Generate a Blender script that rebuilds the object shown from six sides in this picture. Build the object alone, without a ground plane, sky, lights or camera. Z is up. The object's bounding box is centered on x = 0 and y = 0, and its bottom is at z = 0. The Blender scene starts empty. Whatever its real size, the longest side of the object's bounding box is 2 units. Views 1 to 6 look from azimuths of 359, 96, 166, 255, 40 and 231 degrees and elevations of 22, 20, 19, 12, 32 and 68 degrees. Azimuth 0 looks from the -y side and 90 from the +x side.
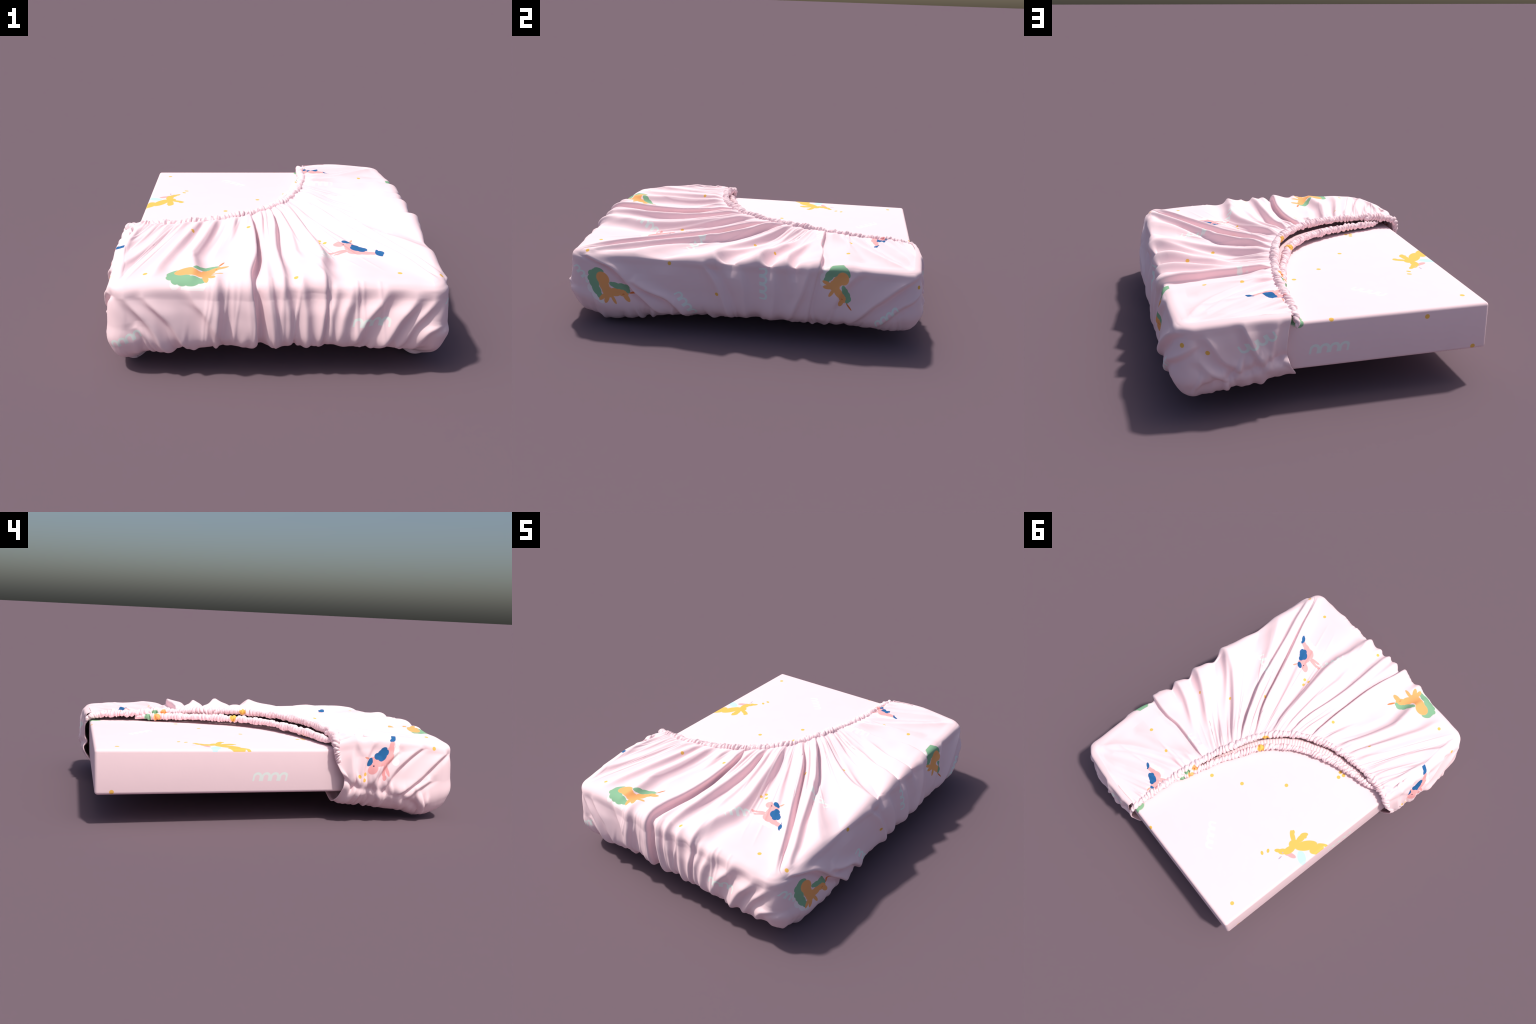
import math
import numpy as np

# =====================================================================
#  small numeric helpers
# =====================================================================
def smooth_through(xs, ys, x):
    """Monotone cubic curve through the keys (xs, ys), held flat outside."""
    xs = np.asarray(xs, float); ys = np.asarray(ys, float)
    x = np.clip(x, xs[0], xs[-1])
    h = np.diff(xs); d = np.diff(ys) / h
    m = np.zeros(len(xs))
    if len(xs) > 2:
        a, b = d[:-1], d[1:]
        w1 = 2 * h[1:] + h[:-1]; w2 = h[1:] + 2 * h[:-1]
        same = a * b > 0
        m[1:-1] = np.where(same, (w1 + w2) / (w1 / np.where(same, a, 1) + w2 / np.where(same, b, 1)), 0)
    m[0], m[-1] = d[0], d[-1]
    i = np.clip(np.searchsorted(xs, x, side="right") - 1, 0, len(h) - 1)
    t = (x - xs[i]) / h[i]
    return ((1 + 2 * t) * (1 - t) ** 2 * ys[i] + t * (1 - t) ** 2 * h[i] * m[i]
            + t * t * (3 - 2 * t) * ys[i + 1] + t * t * (t - 1) * h[i] * m[i + 1])


def keyed(pairs, x):
    return smooth_through([k for k, _ in pairs], [v for _, v in pairs], x)


def spline_rows(knots, rows, s):
    """Catmull-Rom through rows[k] (each NP x 3) at the given knots; returns NS x NP x 3."""
    knots = np.asarray(knots, float); P = np.stack(rows)
    n = len(knots); T = np.zeros_like(P)
    for k in range(n):
        a, b = max(k - 1, 0), min(k + 1, n - 1)
        if a == k or b == k:
            T[k] = (P[b] - P[a]) / (knots[b] - knots[a])
        else:
            h0, h1 = knots[k] - knots[a], knots[b] - knots[k]
            d0, d1 = (P[k] - P[a]) / h0, (P[b] - P[k]) / h1
            T[k] = (d0 * h1 + d1 * h0) / (h0 + h1)
    i = np.clip(np.searchsorted(knots, s, side="right") - 1, 0, n - 2)
    h = (knots[i + 1] - knots[i])[:, None, None]
    t = ((s - knots[i]))[:, None, None] / h
    return ((1 + 2 * t) * (1 - t) ** 2 * P[i] + t * (1 - t) ** 2 * h * T[i]
            + t * t * (3 - 2 * t) * P[i + 1] + t * t * (t - 1) * h * T[i + 1])


def arc_curve(points, n):
    """Even-arclength samples of a smooth curve through 3D points."""
    P = np.asarray(points, float)
    d = np.r_[0, np.cumsum(np.linalg.norm(np.diff(P, axis=0), axis=1))]
    u = np.linspace(0, d[-1], 2000)
    C = spline_rows(d, [p[None, :] for p in P], u)[:, 0, :]
    L = np.r_[0, np.cumsum(np.linalg.norm(np.diff(C, axis=0), axis=1))]
    v = np.linspace(0, L[-1], n)
    return np.stack([np.interp(v, L, C[:, k]) for k in range(3)], 1), L[-1]


# =====================================================================
#  the mattress block and the plan of the sheet around it
# =====================================================================
MAT_X, MAT_Y, MAT_Z = (-0.711, 0.665), (-0.905, 0.946), (0.165, 0.391)

# rounded plan of the sheet's upper edge: left flap -> front -> right -> back flap
LEFT, RIGHT, FRONT, BACK, CORNER = -0.732, 0.712, -0.948, 0.957, 0.075
FLAP_Y, FLAP_X = -0.275, 0.225
arc = CORNER * math.pi / 2
SEG = [FLAP_Y - (FRONT + CORNER), arc, RIGHT - LEFT - 2 * CORNER, arc,
       BACK - FRONT - 2 * CORNER, arc, RIGHT - CORNER - FLAP_X]
EDGE = np.r_[0, np.cumsum(SEG)]
P_FL, P_FR, P_BR, P_END = EDGE[1] + arc / 2, EDGE[3] + arc / 2, EDGE[5] + arc / 2, EDGE[7]


def plan(p):
    """Plan position and outward direction at distance p along the sheet's upper edge."""
    p = np.asarray(p, float)
    x = np.zeros_like(p); y = np.zeros_like(p); a = np.zeros_like(p)
    k = np.clip(np.searchsorted(EDGE, p, side="right") - 1, 0, 6)
    q = p - EDGE[k]
    cx = [0, LEFT + CORNER, 0, RIGHT - CORNER, 0, RIGHT - CORNER, 0]
    cy = [0, FRONT + CORNER, 0, FRONT + CORNER, 0, BACK - CORNER, 0]
    a0 = [math.pi, math.pi, 1.5 * math.pi, 1.5 * math.pi, 2 * math.pi, 2 * math.pi, 2.5 * math.pi]
    for j in range(7):
        m = k == j
        if j % 2:
            a[m] = a0[j] + q[m] / CORNER
            x[m] = cx[j] + CORNER * np.cos(a[m]); y[m] = cy[j] + CORNER * np.sin(a[m])
        else:
            a[m] = a0[j]
            x[m] = [LEFT, 0, LEFT + CORNER + q[m], 0, RIGHT, 0, RIGHT - CORNER - q[m]][j] if j != 6 and j != 2 else \
                (LEFT + CORNER + q[m] if j == 2 else RIGHT - CORNER - q[m])
            y[m] = (FLAP_Y - q[m] if j == 0 else FRONT if j == 2 else
                    FRONT + CORNER + q[m] if j == 4 else BACK)
    return x, y, np.cos(a), np.sin(a)


def at_front(x): return EDGE[2] + (x - LEFT - CORNER)
def at_right(y): return EDGE[4] + (y - FRONT - CORNER)
def at_left(y): return FLAP_Y - y
def at_back(x): return EDGE[6] + (RIGHT - CORNER - x)


# the gathered opening across the top: upper band centre line, left side -> back
RIM = [(-0.735, -0.262, 0.428), (-0.69, -0.277, 0.444), (-0.613, -0.286, 0.455), (-0.489, -0.283, 0.462),
       (-0.388, -0.266, 0.466), (-0.273, -0.237, 0.470), (-0.155, -0.178, 0.473), (-0.052, -0.102, 0.474),
       (0.025, -0.008, 0.474), (0.060, 0.045, 0.473), (0.104, 0.146, 0.470), (0.130, 0.242, 0.466),
       (0.154, 0.334, 0.461), (0.172, 0.419, 0.456), (0.185, 0.503, 0.450), (0.195, 0.583, 0.445),
       (0.198, 0.692, 0.439), (0.200, 0.762, 0.435), (0.202, 0.830, 0.431), (0.203, 0.892, 0.425),
       (0.202, 0.946, 0.412)]
NRIM = 1600
RIM_LINE, RIM_LEN = arc_curve(RIM, NRIM)


def rim_at(fraction):
    u = np.clip(fraction, 0, 1) * (NRIM - 1)
    return np.stack([np.interp(u, np.arange(NRIM), RIM_LINE[:, k]) for k in range(3)], -1)


# which fraction of the opening a point of the edge is drawn to
FAN = [(0, 0.0), (P_FL, 0.155), (at_front(-0.14), 0.36), (at_front(0.2), 0.44), (P_FR, 0.535),
       (at_right(-0.3), 0.60), (at_right(0.37), 0.72), (P_BR, 0.875), (P_END, 1.0)]

# height of the sheet's top near the edge, all the way round
TOP_Z = [(0, 0.437), (at_left(-0.45), 0.460), (at_left(-0.7), 0.445), (P_FL, 0.416), (at_front(-0.5), 0.432),
         (at_front(0), 0.432), (at_front(0.4), 0.424), (P_FR, 0.412), (at_right(-0.6), 0.425),
         (at_right(0), 0.428), (at_right(0.6), 0.432), (P_BR, 0.424), (at_back(0.4), 0.440), (P_END, 0.432)]
# outward swell of the side half way down
SWELL = [(0, 0.022), (at_left(-0.4), 0.032), (at_left(-0.6), 0.036), (at_left(-0.8), 0.022), (P_FL, 0.012),
         (at_front(-0.4), 0.016), (at_front(0.3), 0.016), (P_FR, 0.008), (at_right(-0.75), 0.022), (at_right(-0.5), 0.034), (at_right(-0.25), 0.040),
         (at_right(0.3), 0.042), (at_right(0.7), 0.036), (P_BR, 0.016), (at_back(0.4), 0.024), (P_END, 0.014)]
# extra reach of the upper edge itself
REACH = [(0, 0.0), (at_left(-0.55), 0.022), (at_left(-0.8), 0.005), (P_FL, 0.0), (at_front(-0.3), 0.008),
         (at_front(0.3), 0.0), (P_FR, 0.0), (at_right(-0.6), 0.014), (at_right(-0.25), 0.026), (at_right(0.3), 0.020),
         (at_right(0.6), 0.020), (P_BR, 0.004), (at_back(0.4), 0.022), (P_END, 0.010)]
# lowest line of the sheet, how far it is drawn in under the block, and the fullness just above it
LOW_Z = [(0, 0.104), (at_left(-0.45), 0.084), (at_left(-0.65), 0.055), (at_left(-0.79), 0.022), (P_FL, 0.050),
         (at_front(-0.58), 0.098), (at_front(-0.38), 0.134), (at_front(0), 0.142), (at_front(0.36), 0.135),
         (at_front(0.58), 0.108), (P_FR, 0.066), (at_right(-0.70), 0.012), (at_right(-0.55), 0.050),
         (at_right(-0.2), 0.088), (at_right(0.3), 0.100), (at_right(0.65), 0.092), (P_BR, 0.072),
         (at_back(0.5), 0.105), (at_back(0.35), 0.13), (P_END, 0.145)]
DRAWN_IN = [(0, 0.06), (at_left(-0.7), 0.065), (P_FL, 0.080), (at_front(-0.60), 0.05), (at_front(-0.45), 0.02), (at_front(0.5), 0.02),
            (P_FR, 0.10), (at_right(-0.74), 0.08), (at_right(-0.6), 0.055), (at_right(0.3), 0.03), (at_right(0.7), 0.04), (P_BR, 0.07),
            (at_back(0.4), 0.035), (P_END, 0.025)]
# level of the cloth between opening and edge against a straight line (most of it lies on the block)
SAG = [(0, 0.0), (at_left(-0.5), 0.0), (P_FL, -0.008), (at_front(-0.4), -0.030), (at_front(0), -0.040),
       (P_FR, -0.030), (at_right(-0.4), -0.033), (at_right(0.3), -0.016), (at_right(0.6), -0.002), (P_BR, 0.003), (P_END, 0.0)]

# roundness of the upper edge
ROUND = [(0, 0.035), (at_left(-0.5), 0.045), (P_FL, 0.045), (at_front(-0.4), 0.050), (at_front(0.4), 0.048), (P_FR, 0.045),
         (at_right(-0.5), 0.034), (at_right(0.3), 0.030), (P_BR, 0.034), (P_END, 0.030)]

KNOTS = [0.0, 0.35, 0.7, 0.92, 1.0, 1.09, 1.22, 1.5, 1.77, 1.9, 2.0, 2.3]


def base_surface(p, s):
    x, y, nx, ny = plan(p)
    N2 = np.stack([nx, ny, np.zeros_like(nx)], 1)
    E = np.stack([x, y, np.zeros_like(x)], 1)
    up = np.array([0, 0, 1.0])
    zt, lo = keyed(TOP_Z, p), keyed(LOW_Z, p)
    reach, swell, inn, sag, rnd = (keyed(k, p) for k in (REACH, SWELL, DRAWN_IN, SAG, ROUND))
    # the gathered hem hangs unevenly
    wave = np.sin(p * 41 + 1.3 * np.sin(p * 17)) * 0.5 + np.sin(p * 67 + 2 * np.sin(p * 9)) * 0.5
    lo = lo + 0.007 * wave * np.clip(np.minimum.reduce([np.abs(p - c) for c in (P_FL, P_FR, P_BR)]) / 0.2, 0, 1)

    def ring(off, z): return E + N2 * off[:, None] + up * z[:, None]

    def under(inset, z):        # the plan drawn in by `inset`, its corners kept round
        c = np.maximum(CORNER, inset + 0.035)
        return np.stack([np.clip(x, LEFT + c, RIGHT - c) + nx * (c - inset),
                         np.clip(y, FRONT + c, BACK - c) + ny * (c - inset), z], 1)
    R = rim_at(keyed(FAN, p))
    A = ring(reach - rnd, zt)
    T1 = R + (A - R) * 0.35 + up * sag[:, None]
    T2 = R + (A - R) * 0.72 + up * (sag * 0.7)[:, None]
    T3 = R + (A - R) * 0.93 + up * (sag * 0.12)[:, None]
    B = ring(reach - rnd * 0.24, zt - rnd * 0.36)
    W = ring(reach, zt - rnd - 0.022)
    M = ring(swell, 0.5 * (zt + lo))
    low = lo + 0.03 + inn * 0.7
    C = under(-swell * 0.85, low)
    C2 = under(inn * 0.38 - swell * 0.2, lo + (low - lo) * 0.3)
    D = under(inn, lo)
    H = under(inn + 0.13, lo * 0.5 + 0.085)
    return spline_rows(KNOTS, [R, T1, T2, T3, A, B, W, M, C, C2, D, H], s)
# =====================================================================
#  folds: every fold is a ridge with one gentle and one steep flank; it runs
#  along s (0 opening, 1 upper edge, 1.5 mid side, 2 lowest line) at distance p
# =====================================================================
FOLDS = []


def fold(line, height, gentle=0.07, steep=0.022, side=+1, lean=0.0, dip=0.35):
    """line: (s, p) of the steep flank; height: one number or (s, h) keys; side: which way the steep flank faces."""
    if not isinstance(height, (list, tuple)):
        s0, s1 = line[0][0], line[-1][0]
        e = min(0.25, 0.3 * (s1 - s0))
        height = [(s0 - 0.08, 0.0), (s0 + e, height), (s1 - e, height), (s1 + 0.12, 0.0)]
    FOLDS.append((line, height, gentle, steep, side, lean, dip))


def full(h, end=1.25, start=0.35):
    """height keys for a pleat that rises out of the opening and dies at `end`."""
    return [(-0.1, start * h), (0.1 * end, 0.75 * h), (0.28 * end, h), (0.6 * end, 0.9 * h), (0.82 * end, 0.65 * h), (end, 0.0)]


# --- the fan across the top, left flap to back flap
fold([(0.02, 0.25), (0.7, 0.12), (1.10, 0.125), (1.30, 0.16)], [(-.05, 0.0), (0.3, 0.010), (1.0, 0.016), (1.3, 0.0)], 0.05, 0.02)
fold([(0.05, 0.31), (0.45, 0.29), (0.75, 0.33), (1.0, 0.36)], [(-.05, 0.004), (0.4, 0.014), (0.8, 0.010), (1.05, 0)], 0.07, 0.03)
fold([(0.07, 0.48), (0.43, 0.43), (0.8, 0.37)], full(0.012, 0.95), 0.06, 0.03)
fold([(0.02, 0.595), (0.39, 0.60), (0.60, 0.585), (0.98, 0.51)], full(0.016, 1.05), 0.06, 0.025)
fold([(0.01, 0.762), (0.64, 0.762), (0.95, 0.74)], full(0.013, 1.0), 0.06, 0.035)
fold([(0.04, 0.811), (0.35, 0.825), (0.70, 0.824), (0.9, 0.84)], full(0.024, 1.0), 0.05, 0.022)
fold([(0.02, 0.940), (0.41, 0.936), (0.56, 0.938), (0.72, 0.976), (0.88, 1.01), (1.0, 1.02)], full(0.033, 1.08), 0.075, 0.026)
fold([(0.04, 1.07), (0.3, 1.09)], [(-.05, 0.006), (0.1, 0.012), (0.4, 0)], 0.03, 0.015)
fold([(0.02, 1.185), (0.25, 1.221), (0.67, 1.252), (0.99, 1.237), (1.25, 1.252), (1.63, 1.262), (1.95, 1.268)],
     [(-.1, 0.014), (0.15, 0.028), (0.4, 0.044), (0.8, 0.044), (1.05, 0.032), (1.5, 0.034), (1.9, 0.018), (2.1, 0)], 0.075, 0.016, lean=0.5, dip=0.6)
fold([(0.04, 1.33), (0.25, 1.33), (0.5, 1.33), (1.02, 1.325), (1.25, 1.337), (1.93, 1.365)],
     [(-.1, 0.008), (0.15, 0.014), (0.5, 0.006), (0.95, 0.010), (1.3, 0.022), (1.8, 0.016), (2.1, 0)], 0.035, 0.016)
fold([(0.04, 1.462), (0.21, 1.457), (0.42, 1.421), (0.62, 1.399), (1.04, 1.392), (1.25, 1.408), (1.63, 1.421), (1.93, 1.417)],
     [(-.1, 0.014), (0.15, 0.028), (0.4, 0.040), (0.8, 0.032), (1.05, 0.020), (1.4, 0.024), (1.85, 0.014), (2.1, 0)], 0.065, 0.020, lean=0.15)
fold([(0.04, 1.60), (0.3, 1.59), (0.6, 1.53)], full(0.012, 0.75), 0.035, 0.016)
fold([(0.03, 1.765), (0.19, 1.756), (0.39, 1.729), (0.60, 1.698), (0.72, 1.662), (0.86, 1.604), (1.02, 1.577)],
     full(0.044, 1.15), 0.11, 0.030)
fold([(0.03, 1.90), (0.3, 1.93), (0.6, 1.95)], full(0.012, 0.65), 0.04, 0.018)
fold([(0.02, 2.099), (0.26, 2.195), (0.58, 2.150), (0.73, 2.150), (0.90, 2.105)], full(0.040, 1.02), 0.10, 0.022)
fold([(0.02, 2.32), (0.25, 2.33), (0.45, 2.30)], full(0.016, 0.6), 0.045, 0.018)
fold([(0.01, 2.576), (0.17, 2.509), (0.41, 2.455), (0.55, 2.384), (0.75, 2.295), (0.89, 2.259), (1.02, 2.215)],
     full(0.040, 1.08), 0.085, 0.026)
fold([(0.45, 2.52), (0.75, 2.50), (0.95, 2.52)], 0.010, 0.09, 0.05)
fold([(0.02, 2.825), (0.38, 2.816), (0.71, 2.829), (0.90, 2.86), (1.1, 2.90)], full(0.034, 1.2), 0.12, 0.026)
fold([(0.02, 3.04), (0.25, 3.03)], [(-.05, .008), (.1, .014), (.35, 0)], 0.05, 0.03)
fold([(0.50, 3.13), (0.70, 3.085), (0.90, 3.101), (1.0, 3.11)], [(.35, 0), (.6, .010), (.9, .014), (1.1, 0)], 0.05, 0.022)
fold([(0.01, 3.351), (0.32, 3.369), (0.52, 3.382), (0.72, 3.413), (1.05, 3.422), (1.31, 3.404), (1.73, 3.378), (1.95, 3.37)],
     [(-.1, 0.010), (0.15, 0.030), (0.4, 0.034), (0.8, 0.040), (1.05, 0.026), (1.5, 0.018), (1.9, 0.010), (2.1, 0)], 0.06, 0.016, lean=0.6, dip=0.35)
fold([(0.04, 3.507), (0.38, 3.632), (0.58, 3.654), (.75, 3.68)], full(0.016, 0.85), 0.06, 0.03)
fold([(0.05, 3.614), (0.45, 3.738), (0.76, 3.837), (0.93, 3.903)], full(0.018, 1.0), 0.05, 0.024)
fold([(0.04, 3.756), (0.45, 3.819), (0.75, 3.899)], full(0.014, 0.9), 0.04, 0.02)
fold([(0.04, 3.93), (0.4, 4.0), (0.7, 4.03)], full(0.012, 0.85), 0.05, 0.03)
fold([(0.04, 4.12), (0.5, 4.14), (0.9, 4.15)], full(0.010, 1.0), 0.05, 0.03)

# --- short ridges that rise over the long right edge, with slack hollows between them
for p0, h, w in ((2.46, 0.012, 0.08), (2.885, 0.026, 0.050), (3.118, 0.040, 0.050), (3.258, 0.032, 0.036), (3.62, 0.010, 0.08)):
    fold([(0.35, p0 + 0.05), (0.8, p0), (1.1, p0 + 0.012), (1.45, p0 + 0.04)],
         [(0.30, 0), (0.58, h * 0.6), (0.84, h), (1.0, h * 0.75), (1.12, h * 0.45), (1.3, h * 0.25), (1.6, 0)], w, w * 0.5, dip=0.3)
for p0, h, w in ((2.66, 0.022, 0.09), (2.995, 0.034, 0.042), (3.185, 0.026, 0.028), (3.315, 0.026, 0.024), (3.50, 0.012, 0.05)):
    fold([(0.75, p0), (1.0, p0), (1.3, p0)], [(0.78, 0), (1.0, -h * 0.8), (1.12, -h * 0.7), (1.32, 0)], w, w * 0.8, dip=0)

# --- ribs down the front side
fold([(1.18, 0.700), (1.39, 0.766), (1.72, 0.842), (2.02, 0.891)], 0.020, 0.045, 0.018, side=-1)
fold([(1.18, 0.780), (1.38, 0.847), (1.62, 0.909), (2.01, 0.976)], 0.020, 0.050, 0.018, side=-1)
fold([(1.14, 0.971), (1.38, 1.025), (1.62, 1.069), (1.75, 1.10)], 0.014, 0.045, 0.020, side=-1)
fold([(1.55, 0.749), (1.71, 0.798), (2.05, 0.851)], 0.014, 0.035, 0.016, side=-1)
fold([(1.00, 1.115), (1.12, 1.115), (1.36, 1.118), (1.92, 1.108)], [(.9, 0), (1.1, .018), (1.5, .026), (1.9, .014), (2.05, 0)], 0.045, 0.022, lean=0.2)
fold([(1.06, 1.475), (1.49, 1.493), (1.93, 1.497)], [(.95, 0), (1.2, .018), (1.7, .018), (2.05, 0)], 0.032, 0.018)
fold([(0.95, 1.555), (1.16, 1.560), (1.62, 1.550), (1.90, 1.540)], [(.85, 0), (1.1, .014), (1.5, .024), (1.9, .014), (2.05, 0)], 0.03, 0.012, lean=0.2)
fold([(1.12, 1.615), (1.62, 1.590), (1.93, 1.585)], 0.016, 0.028, 0.016)
fold([(1.10, 1.700), (1.42, 1.665), (1.85, 1.640)], 0.024, 0.030, 0.030)
fold([(1.12, 1.840), (1.35, 1.790), (1.75, 1.716), (1.9, 1.70)], 0.026, 0.045, 0.028)
fold([(1.18, 1.965), (1.45, 1.903), (1.82, 1.831), (1.95, 1.81)], 0.026, 0.040, 0.026)
fold([(1.21, 2.035), (1.49, 1.966), (1.78, 1.905), (1.95, 1.88)], 0.018, 0.028, 0.018)
fold([(1.55, 2.05), (1.75, 1.99), (1.95, 1.95)], 0.012, 0.03, 0.018)

# --- left side: folds drawn from the corner down to the gathered hem
fold([(1.20, 0.10), (1.34, 0.094), (1.60, 0.071)], 0.016, 0.035, 0.016)
fold([(1.36, 0.235), (1.52, 0.205), (1.66, 0.175)], 0.016, 0.030, 0.012)
fold([(1.15, 0.472), (1.29, 0.388), (1.44, 0.316), (1.68, 0.258)], 0.020, 0.05, 0.013, dip=0.7)
fold([(1.18, 0.620), (1.39, 0.512), (1.57, 0.419), (1.70, 0.343)], 0.022, 0.05, 0.014, dip=0.7)
fold([(1.22, 0.33), (1.36, 0.27), (1.55, 0.22), (1.68, 0.21)], 0.015, 0.04, 0.012, dip=0.6)
fold([(1.12, 0.20), (1.3, 0.165), (1.5, 0.135), (1.64, 0.125)], 0.013, 0.035, 0.012, dip=0.6)
fold([(1.50, 0.530), (1.63, 0.441), (1.76, 0.392)], 0.018, 0.035, 0.016)

# --- right side: slanting pockets near the corner, ribs and slack folds further on
fold([(1.10, 2.15), (1.28, 2.322), (1.63, 2.495), (1.84, 2.60)], [(1.05, 0), (1.2, .02), (1.5, .036), (1.75, .026), (1.9, 0)], 0.07, 0.016, side=-1, lean=0.35, dip=0.5)
fold([(1.40, 2.43), (1.47, 2.477), (1.64, 2.625), (1.83, 2.705)], 0.024, 0.05, 0.016, side=-1)
fold([(1.14, 2.825), (1.35, 2.890), (1.69, 2.955), (1.9, 2.98)], 0.022, 0.035, 0.018)
fold([(1.2, 3.02), (1.5, 3.05), (1.9, 3.06)], 0.016, 0.045, 0.02)
fold([(1.2, 3.20), (1.5, 3.21), (1.9, 3.19)], 0.014, 0.035, 0.02)
fold([(1.12, 3.378), (1.42, 3.350), (1.72, 3.300), (1.85, 3.28)], 0.018, 0.025, 0.014)
fold([(1.15, 3.64), (1.38, 3.569), (1.6, 3.52)], 0.016, 0.04, 0.018)
fold([(1.15, 3.935), (1.52, 3.738), (1.78, 3.620)], 0.024, 0.06, 0.018)
fold([(1.3, 4.0), (1.6, 3.84), (1.85, 3.74)], 0.016, 0.04, 0.016)

# --- back side, drawn down towards its flap
fold([(1.15, 4.19), (1.42, 4.224), (1.64, 4.272)], 0.016, 0.035, 0.016, side=-1)
fold([(1.22, 4.028), (1.49, 4.095), (1.67, 4.171)], 0.014, 0.045, 0.02, side=-1)
fold([(1.45, 4.0), (1.62, 4.05), (1.76, 4.12)], 0.010, 0.03, 0.016, side=-1)
fold([(1.15, 4.37), (1.45, 4.345), (1.64, 4.34)], 0.010, 0.03, 0.02)


def slow_noise(u, v, seed, octaves=3):
    """Smooth sum of sines with random directions; about -1..1."""
    r = np.random.RandomState(seed)
    out = 0; amp = 1.0; f = 1.0
    for _ in range(octaves):
        for _ in range(4):
            a = r.uniform(0, math.pi); ph = r.uniform(0, 2 * math.pi)
            out = out + amp * np.sin(f * (u * math.cos(a) + v * math.sin(a)) + ph) / 4
        amp *= 0.55; f *= 1.9
    return out


def bump_profile(d, gentle, steep, dip):
    """d: distance from the steep flank, positive down the steep side."""
    c = d + steep
    g = np.where(c < 0, np.exp(-(np.abs(c) / gentle) ** 1.3), np.exp(-(c / (steep * 1.0)) ** 1.8))
    return g - dip * np.exp(-((c - 2.6 * steep) / (1.5 * steep)) ** 2)


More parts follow.
